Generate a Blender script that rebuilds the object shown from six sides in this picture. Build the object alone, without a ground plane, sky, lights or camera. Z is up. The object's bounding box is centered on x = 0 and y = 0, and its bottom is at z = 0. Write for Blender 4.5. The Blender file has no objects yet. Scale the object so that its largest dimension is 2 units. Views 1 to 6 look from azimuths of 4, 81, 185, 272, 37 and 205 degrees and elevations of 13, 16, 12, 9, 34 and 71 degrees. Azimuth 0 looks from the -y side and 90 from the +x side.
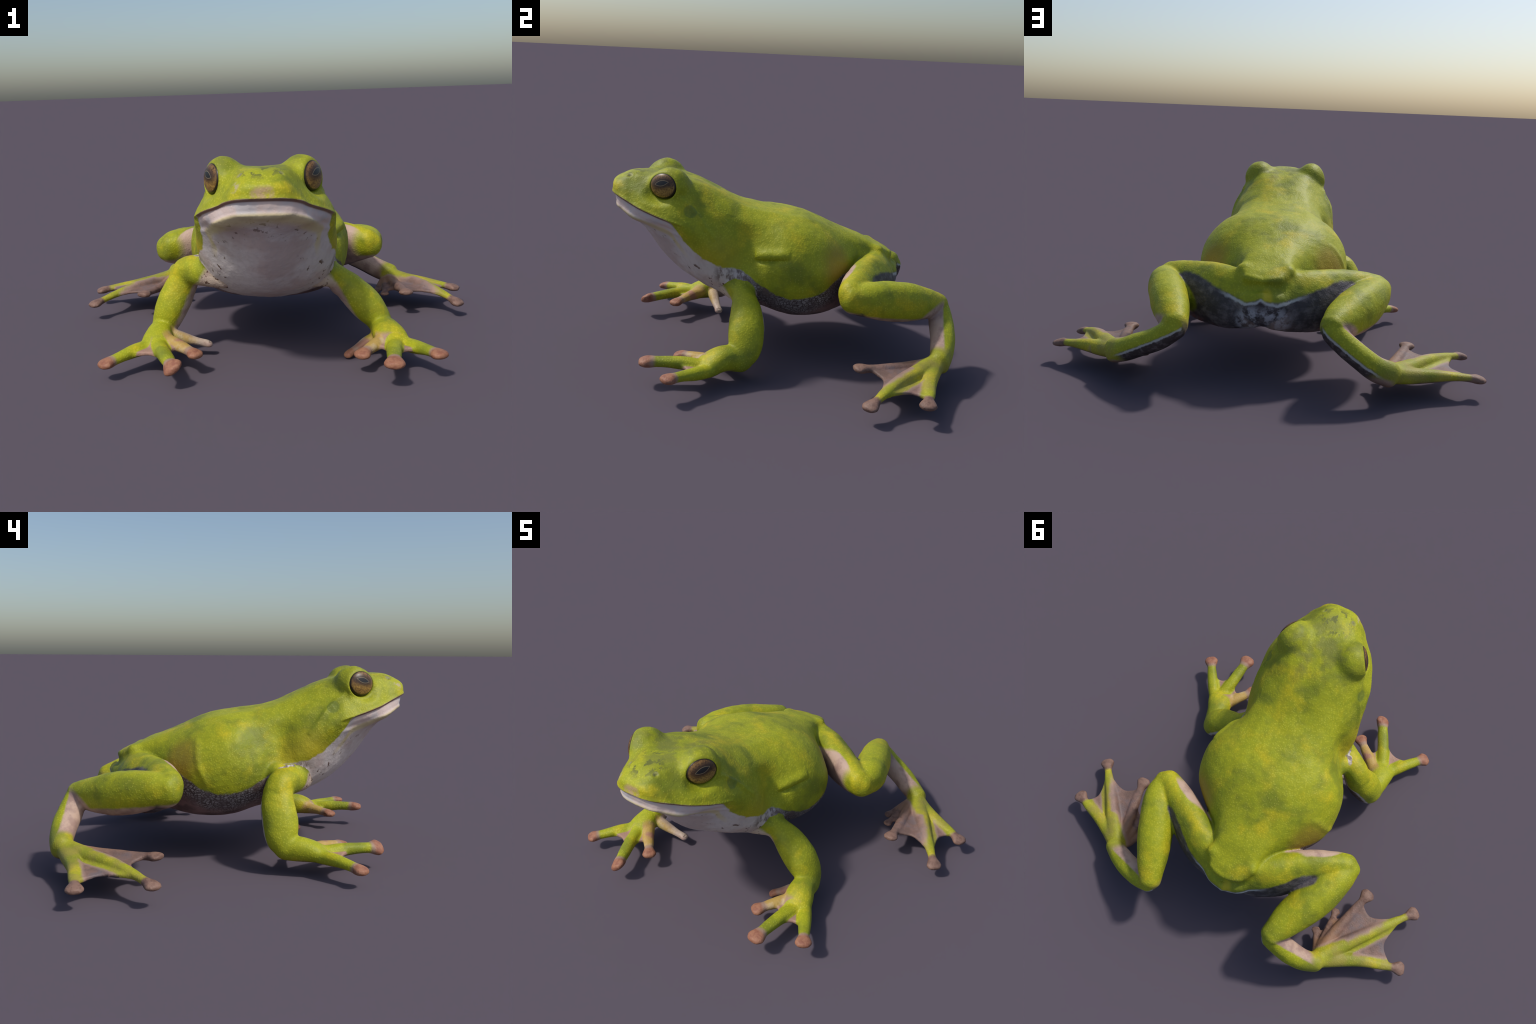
"""A green tree frog, built as one smooth remeshed body that is split into anatomical parts."""
import math
import bpy
import bmesh
import numpy as np
from mathutils import Vector, noise
from mathutils.bvhtree import BVHTree

VOXEL = 0.0045

# ----------------------------------------------------------------------------------------------
# small maths helpers
# ----------------------------------------------------------------------------------------------
def unit(v):
    v = np.asarray(v, float)
    return v / max(np.linalg.norm(v), 1e-9)


def smoothstep(a, b, x):
    t = np.clip((x - a) / (b - a), 0.0, 1.0)
    return t * t * (3 - 2 * t)


def spline(keys, values, at):
    """Monotone-ish cubic (Catmull-Rom with finite-difference slopes) through rows of values."""
    k, v, at = np.asarray(keys, float), np.asarray(values, float), np.asarray(at, float)
    if v.ndim == 1:
        v = v[:, None]
    d = np.diff(v, axis=0) / np.diff(k)[:, None]
    m = np.zeros_like(v)
    m[0], m[-1] = d[0], d[-1]
    w0, w1 = np.diff(k)[:-1, None], np.diff(k)[1:, None]
    m[1:-1] = (d[:-1] * w1 + d[1:] * w0) / (w0 + w1)
    i = np.clip(np.searchsorted(k, at, side="right") - 1, 0, len(k) - 2)
    h = (k[i + 1] - k[i])[:, None]
    t = (at - k[i])[:, None] / h
    return ((2 * t**3 - 3 * t**2 + 1) * v[i] + (t**3 - 2 * t**2 + t) * h * m[i]
            + (-2 * t**3 + 3 * t**2) * v[i + 1] + (t**3 - t**2) * h * m[i + 1])


def loft(rings):
    """Closed surface through rings of equal size, ends closed by fans."""
    rings = np.asarray(rings)
    n, m, _ = rings.shape
    verts = [tuple(p) for r in rings for p in r]
    faces = [(i * m + j, i * m + (j + 1) % m, (i + 1) * m + (j + 1) % m, (i + 1) * m + j)
             for i in range(n - 1) for j in range(m)]
    for ring, base, flip in ((rings[0], 0, True), (rings[-1], (n - 1) * m, False)):
        verts.append(tuple(ring.mean(0)))
        c = len(verts) - 1
        for j in range(m):
            a, b = base + j, base + (j + 1) % m
            faces.append((b, a, c) if flip else (a, b, c))
    return verts, faces


def tube(stations, up=(0, 0, 1), steps=7, sides=28, power=2.2, cap=(0.8, 0.8)):
    """Limb segment. A station is (position, half width, half height[, roll in degrees])."""
    pos = np.array([s[0] for s in stations], float)
    size = np.array([[s[1], s[2], s[3] if len(s) > 3 else 0.0] for s in stations], float)
    gaps = np.linalg.norm(np.diff(pos, axis=0), axis=1)
    key = np.concatenate([[0], np.cumsum(gaps)])
    at = np.unique(np.concatenate([np.linspace(key[i], key[i + 1], steps) for i in range(len(gaps))]))
    p, s = spline(key, pos, at), spline(key, size, at)
    t = np.gradient(p, at, axis=0)
    angle = np.linspace(0, 2 * np.pi, sides, endpoint=False)
    ca, sa = np.cos(angle), np.sin(angle)
    rx = np.sign(ca) * np.abs(ca) ** (2 / power)
    ry = np.sign(sa) * np.abs(sa) ** (2 / power)
    up = np.asarray(up, float)

    def ring(c, tan, w, h, roll):
        tan = unit(tan)
        side = unit(np.cross(tan, up))
        top = np.cross(side, tan)
        a = math.radians(roll)
        side, top = side * math.cos(a) + top * math.sin(a), top * math.cos(a) - side * math.sin(a)
        return c + np.outer(rx * w, side) + np.outer(ry * h, top)

    rings = []
    for q in np.radians([75, 55, 35, 15]):
        rings.append(ring(p[0] - unit(t[0]) * math.sin(q) * min(s[0, :2]) * cap[0], t[0], s[0, 0] * math.cos(q), s[0, 1] * math.cos(q), s[0, 2]))
    rings += [ring(p[i], t[i], *s[i]) for i in range(len(at))]
    for q in np.radians([15, 35, 55, 75]):
        rings.append(ring(p[-1] + unit(t[-1]) * math.sin(q) * min(s[-1, :2]) * cap[1], t[-1], s[-1, 0] * math.cos(q), s[-1, 1] * math.cos(q), s[-1, 2]))
    return loft(rings)


def ellipsoid(centre, radii, axes=None, n=24):
    axes = np.eye(3) if axes is None else np.asarray(axes)
    rings = []
    for q in np.linspace(0.06, np.pi - 0.06, n):
        a = np.linspace(0, 2 * np.pi, 2 * n, endpoint=False)
        local = np.stack([np.cos(a) * math.sin(q) * radii[0], np.sin(a) * math.sin(q) * radii[1], np.full_like(a, -math.cos(q) * radii[2])], 1)
        rings.append(np.asarray(centre) + local @ axes)
    return loft(rings)


# ----------------------------------------------------------------------------------------------
# torso and head: upright half cross-sections along the body, from the snout (-y) to the rump (+y)
# each row: y, centre x, then half profile points (x, z) from the back down to the belly midline
# ----------------------------------------------------------------------------------------------
SECTIONS = [
    (-.808, .035, (0, .832), (.022, .830), (.038, .824), (.048, .812), (.051, .798), (.046, .780), (.032, .765), (.015, .758), (0, .756)),
    (-.795, .033, (0, .842), (.040, .839), (.066, .830), (.081, .814), (.087, .790), (.086, .766), (.079, .742), (.046, .726), (0, .722)),
    (-.765, .030, (0, .862), (.045, .858), (.077, .845), (.104, .820), (.124, .787), (.132, .755), (.127, .722), (.078, .704), (0, .699)),
    (-.720, .027, (0, .880), (.048, .877), (.082, .863), (.116, .830), (.152, .780), (.174, .735), (.171, .690), (.110, .672), (0, .668)),
    (-.650, .024, (0, .884), (.060, .882), (.104, .868), (.150, .830), (.203, .770), (.224, .705), (.192, .664), (.088, .626), (0, .590)),
    (-.575, .022, (0, .880), (.075, .884), (.128, .882), (.180, .840), (.236, .745), (.260, .683), (.208, .635), (.105, .545), (0, .482)),
    (-.500, .020, (0, .868), (.075, .872), (.132, .870), (.190, .825), (.254, .735), (.282, .664), (.235, .592), (.130, .470), (0, .404)),
    (-.400, .016, (0, .846), (.080, .844), (.142, .826), (.200, .775), (.254, .700), (.289, .615), (.260, .515), (.180, .392), (0, .336)),
    (-.300, .014, (0, .802), (.082, .798), (.148, .774), (.204, .724), (.254, .648), (.289, .560), (.290, .455), (.216, .340), (0, .292)),
    (-.200, .013, (0, .754), (.088, .748), (.158, .728), (.215, .682), (.232, .612), (.258, .525), (.290, .415), (.225, .302), (0, .256)),
    (-.100, .012, (0, .726), (.098, .720), (.180, .696), (.242, .645), (.288, .570), (.328, .475), (.322, .360), (.214, .264), (0, .230)),
    (.000, .008, (0, .714), (.105, .706), (.200, .682), (.284, .634), (.346, .552), (.368, .448), (.340, .328), (.230, .230), (0, .202)),
    (.100, .008, (0, .698), (.105, .690), (.200, .666), (.286, .614), (.350, .532), (.372, .430), (.344, .314), (.230, .216), (0, .190)),
    (.190, .004, (0, .670), (.100, .662), (.188, .636), (.266, .586), (.326, .514), (.350, .420), (.326, .312), (.222, .220), (0, .192)),
    (.280, -.002, (0, .630), (.092, .622), (.162, .596), (.218, .552), (.260, .490), (.280, .410), (.262, .315), (.182, .230), (0, .202)),
    (.360, -.004, (0, .596), (.084, .588), (.134, .566), (.164, .528), (.184, .476), (.196, .405), (.190, .320), (.140, .245), (0, .218)),
    (.440, -.004, (0, .565), (.080, .558), (.116, .540), (.132, .508), (.138, .466), (.142, .405), (.136, .330), (.100, .262), (0, .240)),
    (.520, -.004, (0, .528), (.076, .524), (.108, .512), (.120, .490), (.122, .460), (.118, .410), (.108, .340), (.080, .285), (0, .268)),
    (.570, -.004, (0, .504), (.060, .501), (.082, .492), (.090, .476), (.088, .450), (.084, .405), (.076, .350), (.056, .310), (0, .300)),
    (.588, -.004, (0, .488), (.040, .486), (.058, .480), (.064, .466), (.062, .446), (.058, .410), (.052, .370), (.036, .340), (0, .334)),
]


def torso_loft():
    keys = [s[0] for s in SECTIONS]
    flat = np.array([[s[1]] + [c for p in s[2:] for c in p] for s in SECTIONS])
    at = np.unique(np.concatenate([np.linspace(keys[0], -.70, 14), np.linspace(-.70, keys[-1], 70)]))
    rows = spline(keys, flat, at)
    rings = []
    for y, row in zip(at, rows):
        half = row[1:].reshape(-1, 2)
        n = len(half)
        ring = np.concatenate([half, half[-2:0:-1] * [-1, 1]])
        closed = np.concatenate([ring[-3:], ring, ring[:4]])
        k = np.arange(len(closed)) - 3
        dense = spline(k, closed, np.linspace(0, len(ring), 64, endpoint=False))
        rings.append(np.stack([row[0] + dense[:, 0], np.full(64, y), dense[:, 1]], 1))
    return loft(rings)


# ----------------------------------------------------------------------------------------------
# limbs; side +1 is the frog's left (+x), -1 its right
# ----------------------------------------------------------------------------------------------
HIND = {
    1: dict(
        thigh=[((.03, .530, .365), .075, .120), ((.15, .495, .370), .088, .142), ((.30, .400, .374), .086, .138), ((.42, .315, .388), .074, .108), ((.500, .265, .395), .062, .078)],
        shank=[((.505, .262, .392), .058, .066), ((.497, .345, .384), .078, .082), ((.444, .492, .357), .089, .095), ((.390, .638, .330), .079, .081), ((.350, .744, .306), .057, .057)],
        tarsus=[((.352, .748, .292), .052, .054), ((.410, .741, .246), .053, .058), ((.510, .717, .196), .053, .057), ((.590, .684, .156), .054, .052), ((.652, .652, .134), .056, .044)],
        base=(.645, .638, .132),
        toes=[((.720, .590, .118), (.815, .545, .112), (.900, .515, .106), (.974, .482, .094)),
              ((.715, .545, .128), (.800, .425, .126), (.880, .325, .108), (.942, .248, .080)),
              ((.650, .510, .118), (.668, .420, .122), (.680, .340, .128), (.685, .268, .134)),
              ((.615, .560, .108), (.608, .510, .102), (.600, .460, .095), (.593, .412, .088)),
              ((.600, .595, .098), (.585, .560, .092), (.568, .528, .084), (.552, .495, .075))]),
    -1: dict(
        thigh=[((-.03, .530, .365), .075, .120), ((-.15, .490, .368), .086, .140), ((-.30, .390, .372), .084, .136), ((-.44, .305, .385), .074, .106), ((-.520, .265, .388), .062, .078)],
        shank=[((-.528, .262, .388), .058, .066), ((-.498, .335, .384), .080, .084), ((-.428, .482, .357), .097, .101), ((-.354, .626, .336), .083, .085), ((-.314, .722, .328), .057, .057)],
        tarsus=[((-.317, .728, .313), .052, .054), ((-.365, .737, .272), .053, .058), ((-.438, .747, .217), .053, .057), ((-.508, .746, .168), .054, .052), ((-.570, .730, .142), .056, .046)],
        base=(-.565, .712, .138),
        toes=[((-.650, .670, .122), (-.760, .622, .112), (-.880, .590, .104), (-.974, .563, .089)),
              ((-.640, .610, .130), (-.750, .480, .130), (-.850, .365, .118), (-.932, .272, .094)),
              ((-.585, .580, .122), (-.618, .470, .126), (-.648, .375, .132), (-.671, .298, .137)),
              ((-.558, .620, .112), (-.558, .560, .104), (-.557, .500, .097), (-.557, .441, .090)),
              ((-.545, .660, .102), (-.532, .632, .095), (-.516, .600, .087), (-.501, .570, .080))]),
}
FORE = {
    1: dict(
        upper_arm=[((.165, -.285, .375), .046, .052), ((.240, -.250, .372), .054, .058), ((.305, -.205, .350), .057, .058), ((.338, -.195, .312), .058, .060)],
        forearm=[((.322, -.198, .338), .054, .058), ((.378, -.194, .284), .067, .075), ((.445, -.199, .215), .073, .082), ((.497, -.212, .145), .056, .072), ((.515, -.232, .105), .050, .056)],
        palm=[((.512, -.222, .105), .052, .054), ((.518, -.288, .122), .060, .058), ((.538, -.358, .112), .070, .047), ((.555, -.410, .090), .062, .026)],
        fingers=[((.575, -.360, .095), (.630, -.440, .100), (.670, -.505, .108), (.704, -.562, .111)),
                 ((.545, -.380, .100), (.530, -.490, .108), (.520, -.575, .112), (.512, -.655, .110)),
                 ((.515, -.330, .100), (.470, -.400, .102), (.432, -.450, .098), (.398, -.498, .090)),
                 ((.490, -.255, .085), (.435, -.275, .062), (.390, -.293, .040), (.352, -.310, .020))]),
    -1: dict(
        upper_arm=[((-.165, -.320, .390), .050, .058), ((-.262, -.272, .396), .062, .066), ((-.345, -.210, .385), .066, .066), ((-.370, -.195, .350), .066, .066)],
        forearm=[((-.352, -.200, .370), .064, .066), ((-.385, -.200, .305), .074, .078), ((-.420, -.210, .235), .074, .082), ((-.452, -.221, .160), .064, .072), ((-.468, -.240, .120), .052, .054)],
        palm=[((-.462, -.232, .125), .052, .054), ((-.470, -.300, .122), .058, .055), ((-.470, -.368, .109), .068, .044), ((-.468, -.420, .092), .062, .026)],
        fingers=[((-.500, -.375, .100), (-.560, -.450, .098), (-.610, -.505, .090), (-.655, -.552, .080)),
                 ((-.455, -.395, .105), (-.420, -.500, .110), (-.385, -.580, .108), (-.352, -.656, .102)),
                 ((-.430, -.350, .110), (-.378, -.405, .110), (-.330, -.452, .106), (-.283, -.500, .099)),
                 ((-.430, -.275, .115), (-.370, -.275, .095), (-.310, -.268, .076), (-.258, -.260, .060))]),
}


def digit(points, root, disc, narrow, first, roll=0.0, flat=.92):
    """A finger or toe: knobbly tube that ends in a flattened round adhesive disc."""
    a, b, c, d = (np.array(p) for p in points)
    last = unit(d - c)
    neck = d - last * disc * 1.1
    return tube([(root, first * 1.1, first), (a, first, first * .9), (b, (narrow + first) / 2, (narrow * flat + first) / 2), (c, narrow, narrow * flat),
                 (neck, narrow * .92, narrow * flat), (d - last * disc * .45, disc * .86, narrow * .80, roll),
                 (d, disc * .98, narrow * .66, roll), (d + last * disc * .42, disc * .72, narrow * .5, roll)],
                sides=20, steps=5, cap=(.8, .5))


def web(base, left, right, reach, sag, half):
    """Skin stretched between two digits: a thin sheet with a hollow free edge."""
    base = np.array(base)
    l = np.array([base] + [np.array(p) for p in left])
    r = np.array([base] + [np.array(p) for p in right])
    kl, kr = np.linspace(0, 1, len(l)), np.linspace(0, 1, len(r))
    rings = []
    for w in np.linspace(0.0, 1.0, 15):
        dip = 1 - sag * math.sin(math.pi * w)
        t = np.linspace(0.02, 1, 16) * dip
        pl, pr = spline(kl, l, t * reach[0]), spline(kr, r, t * reach[1])
        mid = pl * (1 - w) + pr * w
        mid[:, 2] -= .004 * math.sin(math.pi * w)
        thick = half * (1 - .25 * np.linspace(0, 1, 16)) * (1 + .8 * abs(2 * w - 1) ** 2)
        ring = np.concatenate([mid + np.outer(thick, (0, 0, 1)), (mid - np.outer(thick, (0, 0, 1)))[::-1]])
        rings.append(ring)
    return loft(rings)


PARTS = []           # (label, verts, faces)


def add(label, mesh):
    PARTS.append((label,) + mesh)


add("torso", torso_loft())

EYES = {}
for side, spot in ((1, (.209, -.573, .831)), (-1, (-.171, -.582, .831))):
    look = unit((side * .86, -.49, .13))
    EYES[side] = (np.array(spot), look)
    add("torso", ellipsoid(np.array(spot) + np.array((side * -.044, .034, -.006)), (.086, .096, .095)))

for side, limb in HIND.items():
    tag = "left" if side > 0 else "right"
    add("thigh_" + tag, tube([st + (-20 * side,) for st in limb["thigh"]], sides=36, power=2.2))
    add("shank_" + tag, tube(limb["shank"], sides=32, power=2.2))
    add("tarsus_" + tag, tube(limb["tarsus"], up=(side * .2, 1, .3), sides=28))
    base = np.array(limb["base"])
    for i, toe in enumerate(limb["toes"]):
        small = i > 2
        add(f"toe_{tag}_{i}", digit(toe, base, .025 if small else .039, .017 if small else .024, (.040, .040, .030, .024, .024)[i], 0, .72))
    for i in range(4):
        add("foot_" + tag, web(base, limb["toes"][i], limb["toes"][i + 1], ((.86, .86), (.84, .84), (.78, .86), (.86, .90))[i], (.17, .18, .18, .15)[i], .009))

for side, limb in FORE.items():
    tag = "left" if side > 0 else "right"
    add("upper_arm_" + tag, tube(limb["upper_arm"], sides=32))
    add("forearm_" + tag, tube(limb["forearm"], up=(0, -1, 0), sides=32))
    add("hand_" + tag, tube(limb["palm"], sides=28))
    wrist = np.array(limb["palm"][1][0])
    for i, finger in enumerate(limb["fingers"]):
        roll = -35 if (side < 0 and i == 1) else 0
        add(f"finger_{tag}_{i}", digit(finger, wrist if i < 3 else np.array(limb["palm"][0][0]), (.040, .044, .038, .024)[i], (.027, .030, .026, .021)[i], .034, roll, .80))
    for i in range(2):
        add("hand_" + tag, web(limb["palm"][1][0], limb["fingers"][i], limb["fingers"][i + 1], (.66, .66), .18, .012))

# pelvis: bridges the two thigh roots under the rump
add("torso", ellipsoid((0, .550, .367), (.14, .090, .105)))
for side in (1, -1):        # skin bridging flank and upper arm
    add("torso", ellipsoid((side * .268, -.195, .425), (.046, .060, .050)))

# ----------------------------------------------------------------------------------------------
# join, remesh, smooth, sculpt
# ----------------------------------------------------------------------------------------------
def mesh_of(name, verts, faces):
    me = bpy.data.meshes.new(name)
    me.from_pydata([tuple(map(float, v)) for v in verts], [], faces)
    bm = bmesh.new()
    bm.from_mesh(me)
    bmesh.ops.recalc_face_normals(bm, faces=bm.faces)
    bm.to_mesh(me)
    bm.free()
    return me


all_v, all_f, owner = [], [], []
for n, (label, v, f) in enumerate(PARTS):
    o = len(all_v)
    all_v += v
    all_f += [tuple(i + o for i in q) for q in f]
    owner += [n] * len(f)
raw = mesh_of("raw", all_v, all_f)
raw_tree = BVHTree.FromPolygons([Vector(v) for v in all_v], all_f)
holder = bpy.data.objects.new("raw", raw)
bpy.context.scene.collection.objects.link(holder)
mod = holder.modifiers.new("Remesh", "REMESH")
mod.mode = "VOXEL"
mod.voxel_size = VOXEL
mod.use_smooth_shade = True
skin = bpy.data.meshes.new_from_object(holder.evaluated_get(bpy.context.evaluated_depsgraph_get()))
bpy.data.objects.remove(holder)

N = len(skin.vertices)
co = np.empty(N * 3)
skin.vertices.foreach_get("co", co)
co = co.reshape(-1, 3)
edges = np.empty(len(skin.edges) * 2, np.int64)
skin.edges.foreach_get("vertices", edges)
edges = edges.reshape(-1, 2)
degree = np.bincount(edges.ravel(), minlength=N).astype(float)[:, None]


def relax(p, weight, rounds):
    w = np.asarray(weight, float)
    w = w[:, None] if w.ndim else w
    for _ in range(rounds):
        s = np.stack([np.bincount(edges[:, 0], p[edges[:, 1], k], N) + np.bincount(edges[:, 1], p[edges[:, 0], k], N) for k in range(3)], 1)
        p = p + w * (s / degree - p)
    return p


def near(centre, radius):
    d = np.linalg.norm(co - np.asarray(centre), axis=1)
    return 1 - smoothstep(radius * .5, radius, d)


co = relax(co, .5, 4)
JOINTS = [((0, .56, .38), .26, 30)]
for side in (1, -1):
    f, h = FORE[side], HIND[side]
    JOINTS += [((side * .265, -.255, .40), .13, 30), (f["upper_arm"][2][0], .11, 24), (f["forearm"][4][0], .09, 16), (f["palm"][2][0], .10, 12),
               (h["thigh"][1][0], .17, 26), (h["shank"][4][0], .07, 12), (h["base"], .13, 12), (EYES[side][0] - EYES[side][1] * .05, .17, 12), (h["thigh"][4][0], .10, 20), ((side * .02 + .03, -.77, .72), .12, 12), ((.02 + side * .21, -.585, .645), .09, 16), ((.03 + side * .03, -.80, .81), .07, 12),
               ((.02 + side * .075, -.545, .875), .075, 30), ((.02 + side * .150, -.455, .835), .075, 14), ((.02 + side * .105, -.635, .872), .065, 26)]
for centre, radius, rounds in JOINTS:
    co = relax(co, .5 * near(centre, radius), rounds)


def normals(p):
    skin.vertices.foreach_set("co", p.ravel())
    skin.update()
    out = np.empty(N * 3)
    skin.vertex_normals.foreach_get("vector", out)
    return out.reshape(-1, 3)


# eye sockets: flatten a disc that faces outwards and raise a thin lid rim round it
for side, (spot, look) in EYES.items():
    rel = co - spot
    depth = rel @ look
    radial = rel - np.outer(depth, look)
    sideways = unit(np.cross(look, (0, 0, 1)))
    r = np.sqrt((radial @ sideways / 1.10) ** 2 + (radial @ np.cross(sideways, look) / .96) ** 2)
    inner = 1 - smoothstep(.056, .062, r)
    outer = (1 - smoothstep(.064, .090, r)) * (np.abs(depth) < .08)
    rim = .004 - .25 * np.clip(r - .064, 0, 1)
    move = np.where(np.abs(depth) < .08, inner * (-.012 - depth), 0) + (1 - inner) * outer * np.clip(rim - depth, -.05, .022)
    co = co + np.outer(move, look)
    co = relax(co, .5 * smoothstep(.066, .078, r) * (1 - smoothstep(.11, .15, r)) * (np.abs(depth) < .12), 30)

# mouth: the lower jaw sits back under the upper lip
LIP_Y = [-.82, -.78, -.69, -.60, -.51, -.44]
LIP_Z = [.784, .772, .732, .700, .672, .655]
nrm = normals(co)
lip = spline(LIP_Y, LIP_Z, np.clip(co[:, 1], -.82, -.45))[:, 0]
gap = co[:, 2] - lip
zone = (1 - smoothstep(-.53, -.47, co[:, 1])) * (1 - smoothstep(-.05, .02, gap - .0) * 0)
step = -.010 * smoothstep(.004, -.004, gap) * (1 - smoothstep(.035, .055, -gap)) + .004 * np.exp(-((gap - .008) / .009) ** 2)
flat = nrm * [1, 1, .2]
co = co + flat * (step * zone)[:, None]

# ----------------------------------------------------------------------------------------------
# sculpted relief: bumps, ridges, folds, skin unevenness
# ----------------------------------------------------------------------------------------------
def snap(points):
    """Move control points onto the skin."""
    return np.array([co[np.argmin(((co - np.asarray(p)) ** 2).sum(1))] for p in points])


def bump(centre, radius, height, stretch=(1, 1, 1)):
    global co
    d = np.linalg.norm((co - snap([centre])[0]) / np.asarray(stretch), axis=1)
    co = co + normals(co) * (height * np.exp(-(d / radius) ** 2))[:, None]


def ridge(points, width, height, taper=True):
    """Raise (or sink, if height is negative) the skin along a polyline, fading towards its ends."""
    global co
    points = snap(points)
    best, where = np.full(N, 9.0), np.zeros(N)
    pieces = len(points) - 1
    for i, (a, b) in enumerate(zip(points[:-1], points[1:])):
        t = np.clip(((co - a) @ (b - a)) / ((b - a) @ (b - a)), 0, 1)
        d = np.linalg.norm(co - a - np.outer(t, b - a), axis=1)
        where = np.where(d < best, (i + t) / pieces, where)
        best = np.minimum(best, d)
    fade = np.sqrt(np.clip(4 * where * (1 - where), 0, 1)) if taper else 1.0
    co = co + normals(co) * (height * fade * np.exp(-(best / width) ** 2))[:, None]


NOSTRILS = snap([(.097, -.722, .858), (-.057, -.722, .858)])
for spot in NOSTRILS:
    bump(spot, .022, .004)
NOSTRILS = snap(NOSTRILS)
for spot in NOSTRILS:
    bump(spot, .009, -.010)
for side in (1, -1):
    def at(x, y, z):
        return (.016 + side * x, y, z)
    ridge([at(.222, -.51, .795), at(.244, -.47, .778), at(.262, -.42, .730), at(.275, -.38, .66), at(.27, -.34, .60)], .013, .010)   # fold over the eardrum
    bump(at(.248, -.450, .728), .030, -.006)                              # eardrum
    bump(at(.248, -.450, .728), .014, .003)
    ridge([at(.10, -.70, .872), at(.14, -.64, .882)], .018, .004)         # canthus
    bump((side * .112, .505, .512), .032, .016)                           # hip bone under the skin
    bump((side * .235, -.33, .70), .06, .008)                             # muscle behind the head
    ridge([(side * .13, -.30, .79), (side * .15, -.15, .725), (side * .16, .05, .70), (side * .12, .30, .615)], .030, .0035)   # faint line down the back
    bump((side * .265, -.36, .52), .07, .008)
ridge([(.27, -.15, .500), (.300, -.10, .506), (.345, .01, .520)], .013, -.014)    # fold on the left flank
ridge([(.275, -.14, .530), (.305, -.09, .537), (.345, .01, .548)], .026, .014)
ridge([(-.30, .19, .61), (-.345, .18, .54), (-.355, .16, .46), (-.34, .12, .38)], .016, .006)                         # fold on the right flank
ridge([(-.10, .572, .492), (0, .592, .476), (.10, .572, .492)], .016, .012)        # edge of the rump
ridge([(-.11, .590, .440), (0, .600, .436), (.11, .590, .440)], .020, -.012)
ridge([(.0, .60, .43), (-.005, .65, .385)], .018, .012)                            # vent
co = relax(co, .3, 1)

nrm = normals(co)
uneven = np.array([noise.noise(Vector(p) * 9.0) * .0035 + noise.noise(Vector(p) * 24.0 + Vector((7, 3, 1))) * .0014 + noise.noise(Vector(p) * 60.0) * .0006 for p in co])
near_eye = np.min([np.linalg.norm(co - s, axis=1) for s, _ in EYES.values()], axis=0)
digits = np.minimum(1, np.maximum(smoothstep(.14, .26, co[:, 2]), .35))
uneven -= .002 * smoothstep(.18, .30, co[:, 2])
co = co + nrm * (uneven * smoothstep(.06, .10, near_eye) * digits)[:, None]
co[:, 2] -= co[:, 2].min()
nrm = normals(co)

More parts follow.
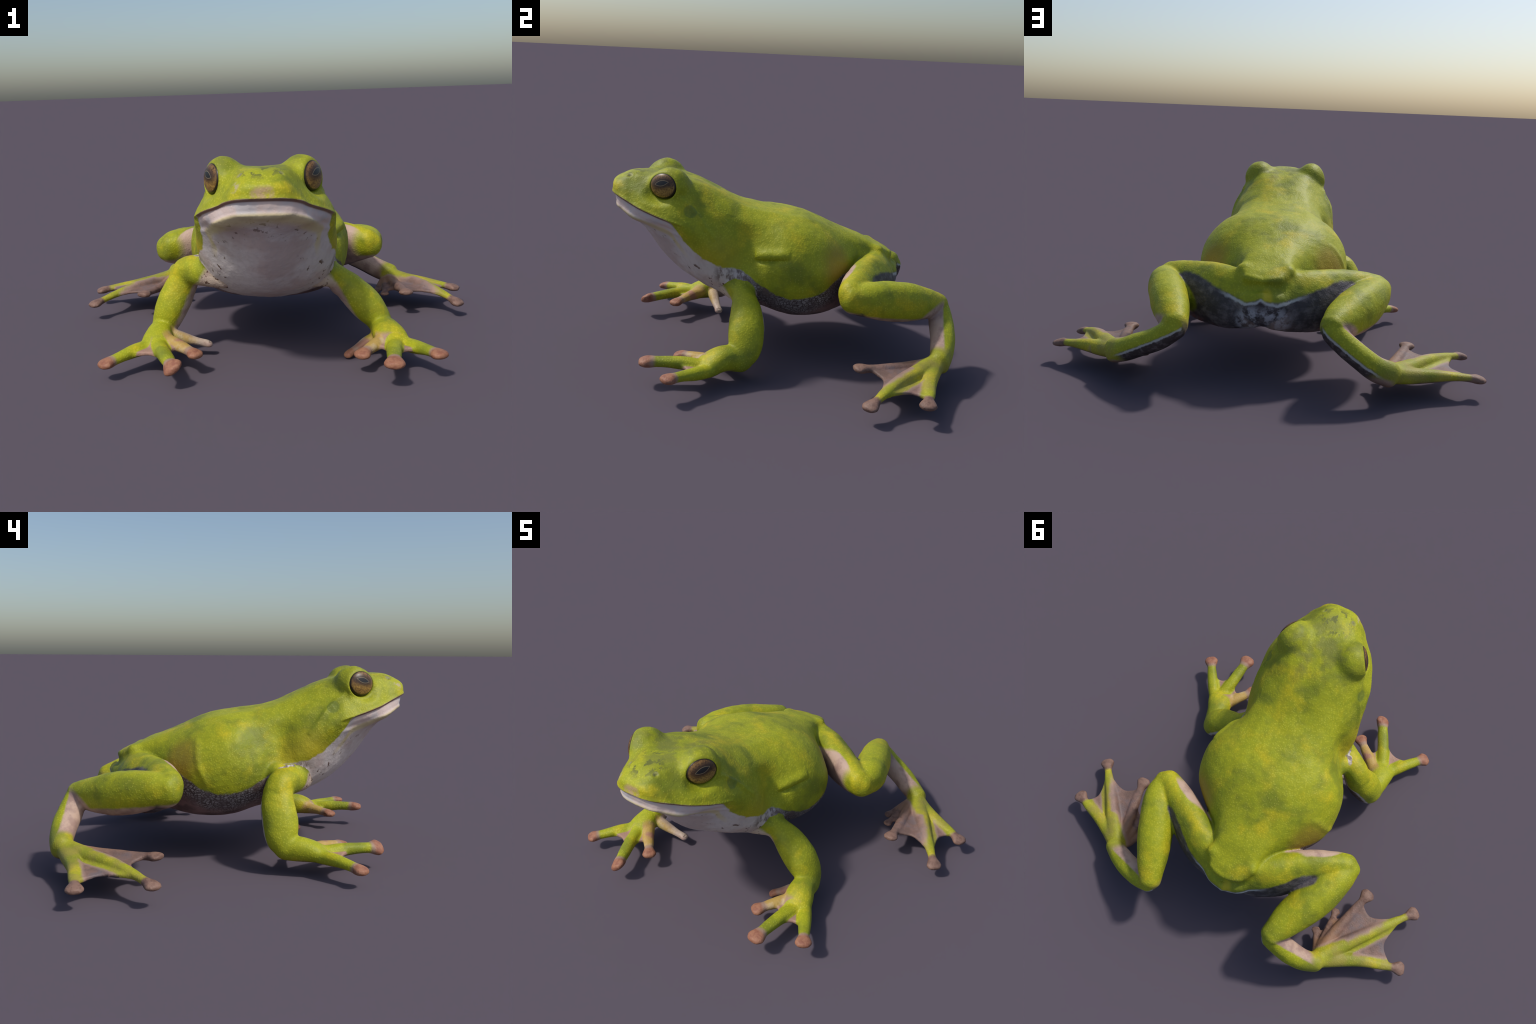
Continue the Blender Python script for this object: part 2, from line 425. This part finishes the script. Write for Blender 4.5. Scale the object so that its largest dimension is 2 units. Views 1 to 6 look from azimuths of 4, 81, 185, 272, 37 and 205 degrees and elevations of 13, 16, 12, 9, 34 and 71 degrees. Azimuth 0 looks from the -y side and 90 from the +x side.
# ----------------------------------------------------------------------------------------------
# materials
# ----------------------------------------------------------------------------------------------
class Nodes:
    """Thin wrapper that turns arithmetic on shader sockets into nodes."""

    def __init__(self, name):
        self.mat = bpy.data.materials.new(name)
        self.mat.use_nodes = True
        self.tree = self.mat.node_tree
        self.tree.nodes.clear()
        self.P = self.new("ShaderNodeTexCoord").outputs["Object"]
        sep = self.new("ShaderNodeSeparateXYZ")
        self.link(self.P, sep.inputs[0])
        self.x, self.y, self.z = sep.outputs

    def new(self, kind):
        return self.tree.nodes.new(kind)

    def link(self, a, b):
        if isinstance(a, (int, float)):
            b.default_value = a
        elif isinstance(a, (tuple, list, np.ndarray)):
            b.default_value = (*a, 1) if b.type == "RGBA" and len(a) == 3 else tuple(a)
        else:
            self.tree.links.new(a, b)

    def math(self, op, a, b=0.0, clamp=False):
        n = self.new("ShaderNodeMath")
        n.operation, n.use_clamp = op, clamp
        self.link(a, n.inputs[0])
        self.link(b, n.inputs[1])
        return n.outputs[0]

    def add(self, a, b): return self.math("ADD", a, b)
    def sub(self, a, b): return self.math("SUBTRACT", a, b)
    def mul(self, a, b): return self.math("MULTIPLY", a, b)
    def min(self, a, b): return self.math("MINIMUM", a, b)
    def max(self, a, b): return self.math("MAXIMUM", a, b)
    def inv(self, a): return self.math("SUBTRACT", 1.0, a)

    def ramp(self, x, a, b, lo=0.0, hi=1.0):
        n = self.new("ShaderNodeMapRange")
        n.interpolation_type = "SMOOTHSTEP"
        if a > b:
            a, b, lo, hi = b, a, hi, lo
        for value, slot in zip((x, float(a), float(b), float(lo), float(hi)), n.inputs):
            self.link(value, slot)
        return n.outputs[0]

    def curve(self, x, points, lo=-1.0, hi=1.0):
        """Piecewise smooth function through (x, value) points, with x in lo..hi."""
        n = self.new("ShaderNodeFloatCurve")
        c = n.mapping.curves[0]
        pts = [((a - lo) / (hi - lo), b) for a, b in points]
        c.points[0].location, c.points[1].location = pts[0], pts[-1]
        for p in pts[1:-1]:
            c.points.new(*p)
        n.mapping.update()
        self.link(self.math("DIVIDE", self.sub(x, lo), hi - lo), n.inputs["Value"])
        return n.outputs[0]

    def vec(self, op, a, b=None, scale=None):
        n = self.new("ShaderNodeVectorMath")
        n.operation = op
        self.link(a, n.inputs[0])
        if b is not None:
            self.link(b, n.inputs[1])
        if scale is not None:
            self.link(scale, n.inputs["Scale"])
        return n.outputs["Value"] if op in ("DOT_PRODUCT", "LENGTH", "DISTANCE") else n.outputs["Vector"]

    def along(self, origin, direction):
        direction = np.asarray(direction, float)
        return self.sub(self.vec("DOT_PRODUCT", self.P, direction), float(np.dot(origin, direction)))

    def far(self, point):
        return self.vec("DISTANCE", self.P, np.asarray(point, float))

    def segment(self, a, b, flatten=1.0):
        """Distance to the line piece a-b; flatten < 1 counts height less."""
        a, b = np.asarray(a, float), np.asarray(b, float)
        t = self.math("MULTIPLY", self.along(a, b - a), 1 / float((b - a) @ (b - a)), clamp=True)
        gap = self.vec("SUBTRACT", self.vec("SUBTRACT", self.P, a), self.vec("SCALE", b - a, scale=t))
        if flatten != 1.0:
            gap = self.vec("MULTIPLY", gap, (1, 1, flatten))
        return self.vec("LENGTH", gap)

    def noise(self, scale, detail=3.0, rough=.55, stretch=None, shift=0.0):
        n = self.new("ShaderNodeTexNoise")
        v = self.P
        if stretch is not None:
            v = self.vec("MULTIPLY", v, stretch)
        if shift:
            v = self.vec("ADD", v, (shift, shift * .7, -shift))
        self.link(v, n.inputs["Vector"])
        n.inputs["Scale"].default_value, n.inputs["Detail"].default_value, n.inputs["Roughness"].default_value = scale, detail, rough
        return n.outputs["Fac"]

    def cells(self, scale, feature="F1", stretch=None, warp=0.0):
        n = self.new("ShaderNodeTexVoronoi")
        n.feature = feature
        v = self.P
        if stretch is not None:
            v = self.vec("MULTIPLY", v, stretch)
        if warp:
            w = self.new("ShaderNodeTexNoise")
            self.link(self.P, w.inputs["Vector"])
            w.inputs["Scale"].default_value = 30
            v = self.vec("ADD", v, self.vec("SCALE", w.outputs["Color"], scale=warp))
        self.link(v, n.inputs["Vector"])
        n.inputs["Scale"].default_value = scale
        return n.outputs["Distance"]

    def mix(self, fac, a, b):
        n = self.new("ShaderNodeMix")
        n.data_type = "RGBA"
        self.link(fac, n.inputs["Factor"])
        self.link(a, n.inputs["A"])
        self.link(b, n.inputs["B"])
        return n.outputs["Result"]

    def finish(self, colour, rough=.5, height=None, strength=.20, specular=.28, coat=0.0):
        b = self.new("ShaderNodeBsdfPrincipled")
        self.link(colour, b.inputs["Base Color"])
        self.link(rough, b.inputs["Roughness"])
        b.inputs["Specular IOR Level"].default_value = specular
        b.inputs["Coat Weight"].default_value = coat
        if height is not None:
            n = self.new("ShaderNodeBump")
            n.inputs["Strength"].default_value = strength
            n.inputs["Distance"].default_value = .004
            self.link(height, n.inputs["Height"])
            self.link(n.outputs["Normal"], b.inputs["Normal"])
        out = self.new("ShaderNodeOutputMaterial")
        self.link(b.outputs["BSDF"], out.inputs["Surface"])
        return self.mat


GREEN, GREEN_DEEP, GREEN_YELLOW = (.372, .378, .013), (.180, .205, .016), (.545, .450, .013)
PALE, THROAT, BELLY, DARK = (.50, .35, .27), (.60, .54, .52), (.30, .185, .165), (.060, .050, .050)
DISC, WEB, OCHRE = (.335, .155, .090), (.170, .108, .088), (.44, .29, .08)


def green_skin(m):
    """Yellow-green granular skin with olive clouds and yellow flushes."""
    clouds = m.noise(5.5, 4, .6)
    fine = m.noise(26, 4, .6, shift=3)
    g = m.mix(m.ramp(clouds, .45, .66, 0, .95), GREEN, GREEN_DEEP)
    g = m.mix(m.ramp(m.noise(7.0, 3, .5, shift=9), .50, .70, 0, .85), g, GREEN_YELLOW)
    g = m.mix(m.ramp(fine, .42, .72, 0, .45), g, (.250, .300, .014))
    dots = m.cells(104)
    g = m.mix(m.ramp(dots, .30, .75, 0, .30), g, (.22, .26, .014))
    g = m.mix(m.mul(m.ramp(dots, .10, .38, .36, 0), m.ramp(m.noise(9, 3, shift=14), .38, .62, .25, 1)), g, (.60, .58, .09))
    return g, m.add(m.mul(m.ramp(dots, .0, .6, 1, 0), .8), m.mul(m.noise(150, 2), .5))


def edge(m, value, width=.012, ragged=.03, scale=22):
    """Soft mask, 1 where value is positive, with an uneven border."""
    v = m.add(value, m.mul(m.sub(m.noise(scale, 4, .6, shift=5), .5), ragged))
    return m.ramp(v, -width, width)


def mottled_dark(m):
    """Grey-brown net of the underside with paler scales between the lines."""
    net = m.cells(78, "DISTANCE_TO_EDGE", stretch=(1, .8, 1.2), warp=.02)
    c = m.mix(m.ramp(net, .04, .22), (.080, .060, .055), (.33, .30, .29))
    return m.mix(m.ramp(m.noise(11, 3, .6, shift=2), .42, .66, 0, .75), c, (.12, .09, .085))


def rear_terms(m):
    """Thighs and vent: green above, pale in front, dark with a white margin behind."""
    ax = m.math("ABSOLUTE", m.x)
    limit = m.curve(ax, [(0, .405), (.04, .388), (.08, .384), (.15, .402), (.25, .430), (.35, .452), (.43, .430), (.50, .365), (.58, .320)], 0, .6)
    behind = m.sub(m.add(m.mul(ax, .49), m.mul(m.y, .87)), .480)
    over = m.sub(m.z, m.add(limit, m.mul(m.ramp(behind, -.05, .0, .040, 0), m.ramp(ax, .44, .54, 1, 0))))
    dark = m.mix(m.ramp(m.noise(16, 4, .65, stretch=(1, 1, 1.4)), .40, .66), (.055, .047, .050), (.150, .130, .132))
    blobs = m.min(m.far((.040, .615, .285)), m.far((-.050, .615, .290)))
    spots = m.mul(m.ramp(m.noise(26, 4, .65, shift=11), .40, .58), m.ramp(blobs, .050, .100, 1, 0))
    dark = m.mix(spots, dark, (.40, .40, .43))
    dark = m.mix(m.mul(m.ramp(m.noise(30, 3), .45, .6), m.ramp(over, -.16, -.20)), dark, (.20, .085, .07))
    margin = m.mul(m.ramp(m.math("ABSOLUTE", m.add(m.add(over, .010), m.mul(m.sub(m.noise(35, 4), .5), .03))), .002, .013, .9, 0), m.ramp(ax, .12, .22, 1, 0))
    dark = m.mix(margin, dark, (.52, .52, .50))
    front = m.mix(m.ramp(m.noise(9, 4, .6), .45, .65), PALE, (.33, .215, .18))
    under = m.mix(m.ramp(behind, -.03, .03), front, dark)
    return over, under


def body_material():
    m = Nodes("frog_body_skin")
    green, grain = green_skin(m)
    limit = m.curve(m.y, [(-.84, .785), (-.78, .770), (-.69, .730), (-.60, .698), (-.545, .676), (-.505, .622), (-.432, .540), (-.345, .487), (-.225, .458), (-.14, .402),
                          (-.05, .350), (.04, .332), (.14, .352), (.22, .402), (.28, .428), (.36, .42), (.60, .40)], -.84, .6)
    over = m.sub(m.z, limit)
    rim = m.ramp(m.y, -.56, -.50, .25, 1.0)
    is_green = edge(m, m.add(over, m.mul(m.mul(m.sub(m.noise(22, 4, .6, shift=5), .5), .03), rim)), .006, .004)
    # throat: off-white with short dark strokes near the margin, pink lips
    white = m.mix(m.ramp(m.noise(6, 3), .45, .65), THROAT, (.52, .42, .39))
    white = m.mix(m.ramp(m.noise(60, 2, .5, stretch=(1, 1, .15)), .45, .7, 0, .25), white, (.42, .37, .36))
    strokes = m.ramp(m.noise(34, 3, .6, stretch=(1.3, .9, .75), shift=4), .60, .67)
    ax = m.math("ABSOLUTE", m.sub(m.x, .015))
    sideways = m.max(m.ramp(ax, .10, .20), m.ramp(over, -.16, -.06, 0, .8))
    white = m.mix(m.mul(m.mul(strokes, sideways), m.ramp(over, -.05, -.075)), white, (.115, .062, .045))
    band = m.mul(m.ramp(over, -.064, -.050), m.ramp(m.y, -.50, -.56))
    white = m.mix(m.mul(band, .9), white, m.mix(m.ramp(m.noise(12, 3), .4, .65), (.66, .52, .47), (.56, .52, .52)))
    cream = m.mul(m.ramp(m.math("ABSOLUTE", m.add(over, .062)), .006, .022, 1, 0), m.ramp(m.y, -.44, -.52))
    white = m.mix(m.mul(cream, .7), white, (.62, .52, .24))
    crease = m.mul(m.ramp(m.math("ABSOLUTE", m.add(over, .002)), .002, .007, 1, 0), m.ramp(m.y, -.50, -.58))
    # belly: scaly net near the flank, pink-brown below
    net = mottled_dark(m)
    belly = m.mix(m.ramp(m.noise(14, 4), .42, .62), BELLY, (.17, .11, .10))
    belly = m.mix(m.ramp(over, -.13, -.06), belly, net)
    pale = m.mix(m.ramp(m.add(m.y, m.mul(m.sub(m.noise(8), .5), .08)), -.22, -.13), white, belly)
    c = m.mix(is_green, pale, green)
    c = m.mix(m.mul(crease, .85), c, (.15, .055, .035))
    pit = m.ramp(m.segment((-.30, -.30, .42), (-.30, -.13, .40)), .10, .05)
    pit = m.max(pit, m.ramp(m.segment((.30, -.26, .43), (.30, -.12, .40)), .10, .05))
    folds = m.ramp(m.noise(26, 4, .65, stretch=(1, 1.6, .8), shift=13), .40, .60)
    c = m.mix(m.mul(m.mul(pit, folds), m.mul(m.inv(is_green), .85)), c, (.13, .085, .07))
    # tail end shares its colours with the thighs
    over_rear, under_rear = rear_terms(m)
    rear = m.mix(edge(m, over_rear, .008, .02), under_rear, green)
    c = m.mix(m.ramp(m.y, .34, .42), c, rear)
    c = m.mix(m.mul(m.ramp(m.segment((-.02, .60, .42), (-.035, .655, .385)), .010, .030, .8, 0), m.ramp(over_rear, -.01, .01)), c, (.52, .42, .02))
    # snout: pink tip, dark nostrils and scribbles
    tip = m.mul(m.mul(m.ramp(m.segment((.012, -.80, .796), (.048, -.80, .800)), .012, .034, 1, 0), m.ramp(m.noise(28, 3, shift=4), .34, .56)), is_green)
    c = m.mix(m.mul(tip, .75), c, (.47, .30, .20))
    c = m.mix(m.mul(m.ramp(m.far((-.065, -.765, .815)), .012, .030, .7, 0), m.ramp(m.noise(40, 3), .4, .6)), c, (.45, .36, .27))
    for spot, r in (((-.056, -.724, .860), .017), ((-.115, -.735, .815), .014), ((.07, -.79, .80), .008)):
        c = m.mix(m.ramp(m.far(spot), r * .4, r * 1.3, .8, 0), c, (.06, .06, .03))
    for spot in NOSTRILS:
        c = m.mix(m.ramp(m.math("ABSOLUTE", m.sub(m.far(spot), .0135)), .001, .005, .6, 0), c, (.36, .34, .16))
        c = m.mix(m.ramp(m.far(spot), .006, .011, .95, 0), c, (.025, .022, .015))
    scrawl = m.mul(m.ramp(m.noise(30, 4, .65, stretch=(1, .6, 1)), .52, .60), m.ramp(m.far((.02, -.69, .885)), .05, .12, .8, 0))
    c = m.mix(scrawl, c, (.075, .085, .03))
    smear = m.mul(m.ramp(m.noise(10, 4, .6, shift=8), .42, .62), m.ramp(m.far((.02, -.52, .88)), .10, .28, .7, 0))
    c = m.mix(smear, c, (.17, .18, .035))
    for side in (1, -1):
        c = m.mix(m.ramp(m.far((.016 + side * .255, -.45, .728)), .026, .035, .5, 0), c, (.10, .15, .035))
        c = m.mix(m.mul(m.ramp(m.far((side * .25, -.33, .50)), .06, .16, .55, 0), is_green), c, (.46, .36, .02))
        c = m.mix(m.mul(m.ramp(m.far((side * .27, .24, .47)), .05, .14, .6, 0), is_green), c, (.33, .20, .02))
    return m.finish(c, .55, m.mul(grain, m.ramp(is_green, 0, 1, .5, 1)))


def forelimb_material(side):
    f = FORE[side]
    m = Nodes("forelimb_skin")
    green, grain = green_skin(m)
    sx = m.mul(m.x, float(side))
    pale = m.mix(m.ramp(m.noise(10, 4), .42, .65), (.53, .42, .33), (.36, .25, .21))
    # arm: pale along the inner underside
    axis_a, axis_b = np.array(f["forearm"][0][0]), np.array(f["forearm"][3][0])
    inward = unit(np.array((-side * .86, .20, -.45)))
    arm = m.sub(.038, m.along((axis_a + axis_b) / 2, inward))
    root = m.ramp(sx, .235, .285, -.05, .05)
    is_green = edge(m, m.min(arm, m.add(root, m.ramp(m.z, .33, .40, -.02, .04))), .010, .020)
    c = m.mix(is_green, pale, green)
    strokes = m.mul(m.ramp(m.noise(38, 3, .6), .56, .62), m.ramp(sx, .25, .31, 1, 0))
    c = m.mix(m.mul(strokes, m.inv(is_green)), c, (.11, .06, .045))
    # hand: green back, brown sole, ochre inner fingers
    palm = f["palm"]
    low = m.sub(m.z, m.curve(m.y, [(-.70, .066), (-.50, .062), (-.38, .066), (-.28, .074), (-.18, .085)], -.7, -.18))
    sole = m.mix(m.ramp(m.noise(25, 4), .4, .65), (.36, .20, .14), (.17, .095, .075))
    hand = m.mix(edge(m, low, .008, .015), sole, green)
    inner = None
    for i in (2, 3):
        p = f["fingers"][i]
        d = m.min(m.segment(p[0], p[1]), m.segment(p[1], p[3]))
        inner = d if inner is None else m.min(inner, d)
    outer = m.segment(f["palm"][0][0], f["palm"][2][0])
    for i in (0, 1):
        p = f["fingers"][i]
        outer = m.min(outer, m.min(m.segment(p[0], p[1]), m.segment(p[1], p[3])))
    ochre = m.mix(m.ramp(m.noise(18, 4), .46, .66), OCHRE, (.50, .37, .20))
    ochre = m.mix(m.ramp(m.noise(12, 3, shift=3), .5, .65), ochre, (.36, .18, .12))
    lead = m.min(m.sub(outer, inner), m.sub(.040, inner))
    hand = m.mix(edge(m, m.add(lead, -.004), .010, .020), hand, ochre)
    webs = m.mul(m.ramp(outer, .036, .044), m.ramp(m.along(palm[2][0], (0, -1, 0)), .015, .045))
    hand = m.mix(m.mul(webs, m.ramp(inner, .026, .036)), hand, (.35, .21, .155))
    for i, p in enumerate(f["fingers"]):
        last = unit(np.array(p[3]) - np.array(p[2]))
        t = m.along(np.array(p[3]) - last * (.042, .046, .050, .050)[i], last)
        close = m.ramp(m.far(p[3]), .085, .070)
        here = m.mul(edge(m, t, .010, .016), close)
        disc = m.mix(m.ramp(m.noise(45, 4), .4, .65), DISC, (.26, .105, .065))
        disc = m.mix(m.ramp(m.along(np.array(p[3]) - last * .036, last), .0, .016, 1, 0), disc, (.33, .21, .15))
        hand = m.mix(here, hand, disc)
    rear = m.along((axis_a + axis_b) / 2, unit((-side * .45, .84, -.30)))
    rear = m.mul(m.add(rear, m.mul(m.sub(m.noise(30, 4), .5), .012)), m.mul(m.ramp(m.z, .36, .30), m.ramp(inner, .035, .060)))
    c = m.mix(m.ramp(rear, .050, .056), c, (.52, .47, .42))
    c = m.mix(m.ramp(rear, .060, .066), c, m.mix(m.ramp(m.noise(40, 4), .45, .65), (.075, .05, .045), (.20, .14, .12)))
    wrist = m.ramp(m.add(m.along(palm[1][0], (0, -1, .2)), m.mul(m.sub(m.noise(20), .5), .02)), -.040, .0)
    c = m.mix(m.mul(wrist, m.ramp(m.z, .17, .15)), c, hand)
    return m.finish(c, .55, grain)


def hindlimb_material(side):
    h = HIND[side]
    m = Nodes("hindlimb_skin")
    green, grain = green_skin(m)
    over, under = rear_terms(m)
    c = m.mix(edge(m, over, .008, .022), under, green)
    pale = m.mix(m.ramp(m.noise(12, 4), .42, .62), PALE, (.35, .23, .19))
    dark = m.mix(m.ramp(m.noise(40, 4, .65), .45, .7), (.060, .045, .043), (.15, .125, .12))
    # shank
    a, b = np.array(h["shank"][0][0]), np.array(h["shank"][4][0])
    axis = unit(b - a)
    top = unit(np.array((0, 0, 1)) - axis * axis[2])
    across = np.cross(axis, top) * side
    up = m.along(a, top)
    shank = m.mix(edge(m, m.add(up, .066), .008, .014), pale, green)
    on_shank = m.ramp(m.sub(m.segment(h["thigh"][1][0], h["thigh"][4][0], .55), m.segment(a, b)), -.012, .004)
    on_shank = m.max(on_shank, m.mul(m.ramp(m.far(h["thigh"][4][0]), .11, .07), 1.0))
    c = m.mix(on_shank, c, shank)
    # tarsus: green ridge, pale front, dark sole with a white margin
    p, q = np.array(h["tarsus"][0][0]), np.array(h["tarsus"][4][0])
    axis = unit(q - p)
    u = unit(np.array((0, 0, 1)) - axis * axis[2])
    w = np.cross(u, axis) * side
    w = w if w[1] > 0 else -w
    mid = (np.array(h["tarsus"][1][0]) + np.array(h["tarsus"][3][0])) / 2
    ray = lambda deg: m.along(mid, u * math.sin(math.radians(deg)) + w * math.cos(math.radians(deg)))
    gap = m.min(ray(-8), ray(82))
    under = m.mix(m.ramp(ray(142), -.006, .006), dark, pale)
    margin = m.mul(m.ramp(m.math("ABSOLUTE", m.add(m.add(ray(82), .006), m.mul(m.sub(m.noise(40, 4), .5), .016))), .002, .008, 1, 0), m.ramp(ray(-8), .0, .01))
    under = m.mix(m.mul(margin, .85), under, (.50, .49, .47))
    tarsus = m.mix(edge(m, gap, .006, .014), under, green)
    on_tarsus = m.ramp(m.sub(m.segment(a, b), m.segment(p, q)), -.012, .010)
    c = m.mix(on_tarsus, c, tarsus)
    # foot: green along the two outer toes, brown webs and inner toes
    base = np.array(h["base"])
    toes = [[np.array(v) for v in t] for t in h["toes"]]
    web = m.mix(m.ramp(m.noise(14, 5, .65), .40, .66), WEB, (.25, .150, .120))
    web = m.mix(m.ramp(m.noise(9, 3, shift=6), .50, .68), web, (.17, .13, .13))
    web = m.mix(m.ramp(m.segment(base, toes[3][2]), .03, .09, .55, 0), web, (.36, .19, .09))
    shift = np.array((side * .018, .018, .008))
    fork = m.sub(m.segment(base, (toes[0][0] + toes[1][0] * 2) / 3 + np.array((side * .03, -.02, .01))), .016)
    heel = m.sub(m.segment(h["tarsus"][2][0] + np.array((side * .01, .045, 0)), toes[0][0] + np.array((0, .02, 0))), .024)
    lane = m.min(m.min(m.min(m.min(heel, fork), m.segment(base, toes[0][0])), m.segment(toes[0][0], toes[0][3])), m.min(m.segment(base + shift, toes[1][0] + shift), m.segment(toes[1][0] + shift, toes[1][3])))
    above = m.add(m.sub(m.z, .098), m.mul(m.sub(m.noise(20), .5), .01))
    greenish = m.mul(edge(m, m.sub(.036, lane), .007, .018), m.ramp(above, -.018, -.004))
    near_lane = m.mul(m.ramp(lane, .055, .035), m.ramp(above, -.01, .002))
    web = m.mix(m.mul(near_lane, .6), web, (.42, .29, .225))
    foot = m.mix(greenish, web, m.mix(m.ramp(m.noise(13, 3, shift=7), .40, .65, .15, .6), green, (.31, .24, .06)))
    for i, t in enumerate(toes):
        last = unit(t[3] - t[2])
        here = m.mul(edge(m, m.along(t[3] - last * .052, last), .010, .018), m.ramp(m.far(t[3]), .105, .085))
        disc = m.mix(m.ramp(m.noise(40, 4), .4, .65), (.235, .140, .105), (.155, .088, .068))
        foot = m.mix(here, foot, disc)
    on_foot = m.ramp(m.sub(m.segment(p, q), m.min(m.segment(base, toes[0][1]), m.min(m.segment(base, toes[1][2]), m.segment(base, toes[2][2])))), -.050, -.012)
    on_foot = m.max(on_foot, m.ramp(m.far(base), .055, .030))
    c = m.mix(m.mul(on_foot, m.ramp(m.z, .26, .20)), c, foot)
    return m.finish(c, .55, grain)


def eye_material(spot, look, side):
    m = Nodes("eye")
    right = unit(np.cross(look, (0, 0, 1)))
    up = np.cross(right, look)
    tilt = math.radians(-14 * side)
    e1, e2 = right * math.cos(tilt) + up * math.sin(tilt), up * math.cos(tilt) - right * math.sin(tilt)
    centre = spot + up * .012
    u, v = m.along(centre, e1), m.along(centre, e2)
    ru, rv = m.math("DIVIDE", m.along(spot, right), 1.10), m.math("DIVIDE", m.along(spot, up), .96)
    r = m.math("SQRT", m.add(m.math("POWER", m.math("ABSOLUTE", ru), 2.0), m.math("POWER", m.math("ABSOLUTE", rv), 2.0)))
    streak = m.noise(130, 5, .75)
    gold = m.mix(m.ramp(streak, .38, .66), (.40, .24, .055), (.12, .058, .020))
    gold = m.mix(m.ramp(m.add(m.along(spot, up), m.mul(m.sub(m.noise(18), .5), .02)), -.012, .012), gold, m.mix(m.ramp(streak, .38, .64), (.27, .145, .045), (.07, .035, .016)))
    shade = m.math("SQRT", m.add(m.math("POWER", m.math("ABSOLUTE", m.math("DIVIDE", u, 2.2)), 2.0), m.math("POWER", m.math("ABSOLUTE", v), 2.0)))
    gold = m.mix(m.ramp(m.add(shade, m.mul(m.sub(streak, .5), .012)), .013, .038, .95, 0), gold, (.030, .016, .011))
    lens = m.sub(m.mul(m.sub(1.0, m.math("POWER", m.math("ABSOLUTE", m.math("DIVIDE", u, .032)), 2.0)), .0105), m.math("ABSOLUTE", v))
    gold = m.mix(m.mul(m.ramp(lens, -.0040, -.0010), .5), gold, (.36, .29, .17))
    gold = m.mix(m.ramp(lens, -.0012, .0008), gold, (.012, .012, .014))
    gold = m.mix(m.ramp(r, .052, .057), gold, (.02, .014, .008))
    return m.finish(gold, .38, specular=.35)


# ----------------------------------------------------------------------------------------------
# split the body into named parts that share one origin, one surface and one set of normals
# ----------------------------------------------------------------------------------------------
M = len(skin.polygons)
starts = np.empty(M, np.int64)
totals = np.empty(M, np.int64)
skin.polygons.foreach_get("loop_start", starts)
skin.polygons.foreach_get("loop_total", totals)
corner = np.empty(len(skin.loops), np.int64)
skin.loops.foreach_get("vertex_index", corner)
centres = np.array([co[corner[a:a + n]].mean(0) for a, n in zip(starts, totals)])

labels = []
for c in centres:
    label = PARTS[owner[raw_tree.find_nearest(Vector(c))[2]]][0]
    if label == "torso" and c[1] + .25 * (c[2] - .6) < -.36:
        label = "head"
    labels.append(label)
labels = np.array(labels)

frog = bpy.data.objects.new("tree_frog", None)
frog["label"] = "bright green tree frog standing with splayed webbed toes"
frog["category"] = "frog"
bpy.context.scene.collection.objects.link(frog)

materials = {"body": body_material()}
for side, tag in ((1, "left"), (-1, "right")):
    materials["fore_" + tag] = forelimb_material(side)
    materials["hind_" + tag] = hindlimb_material(side)


def part(name, wanted, material, parent):
    pick = np.nonzero(np.isin(labels, wanted))[0]
    faces = [corner[starts[i]:starts[i] + totals[i]] for i in pick]
    used = np.unique(np.concatenate(faces))
    index = np.full(N, -1)
    index[used] = np.arange(len(used))
    me = bpy.data.meshes.new(name)
    me.from_pydata(co[used].tolist(), [], [tuple(index[f].tolist()) for f in faces])
    me.materials.append(material)
    me.shade_smooth()
    me.normals_split_custom_set_from_vertices(nrm[used].tolist())
    ob = bpy.data.objects.new(name, me)
    bpy.context.scene.collection.objects.link(ob)
    ob.parent = parent
    return ob


head = part("head", ["head"], materials["body"], frog)
part("torso", ["torso"], materials["body"], frog)
for tag in ("left", "right"):
    arm = part("forelimb", ["upper_arm_" + tag, "forearm_" + tag], materials["fore_" + tag], frog)
    part("hand", ["hand_" + tag], materials["fore_" + tag], arm)
    for i in range(4):
        part("finger", [f"finger_{tag}_{i}"], materials["fore_" + tag], arm)
    leg = part("hindlimb", [n + tag for n in ("thigh_", "shank_", "tarsus_")], materials["hind_" + tag], frog)
    part("foot", ["foot_" + tag], materials["hind_" + tag], leg)
    for i in range(5):
        part("toe", [f"toe_{tag}_{i}"], materials["hind_" + tag], leg)

for side, (spot, look) in EYES.items():
    right = unit(np.cross(look, (0, 0, 1)))
    v, f = ellipsoid(spot - look * .006, (.0680, .0590, .028), axes=np.array([right, np.cross(right, look), look]))
    me = mesh_of("eye", v, f)
    me.materials.append(eye_material(spot, look, side))
    me.shade_smooth()
    ob = bpy.data.objects.new("eye", me)
    bpy.context.scene.collection.objects.link(ob)
    ob.parent = head
bpy.data.meshes.remove(skin)
bpy.data.meshes.remove(raw)
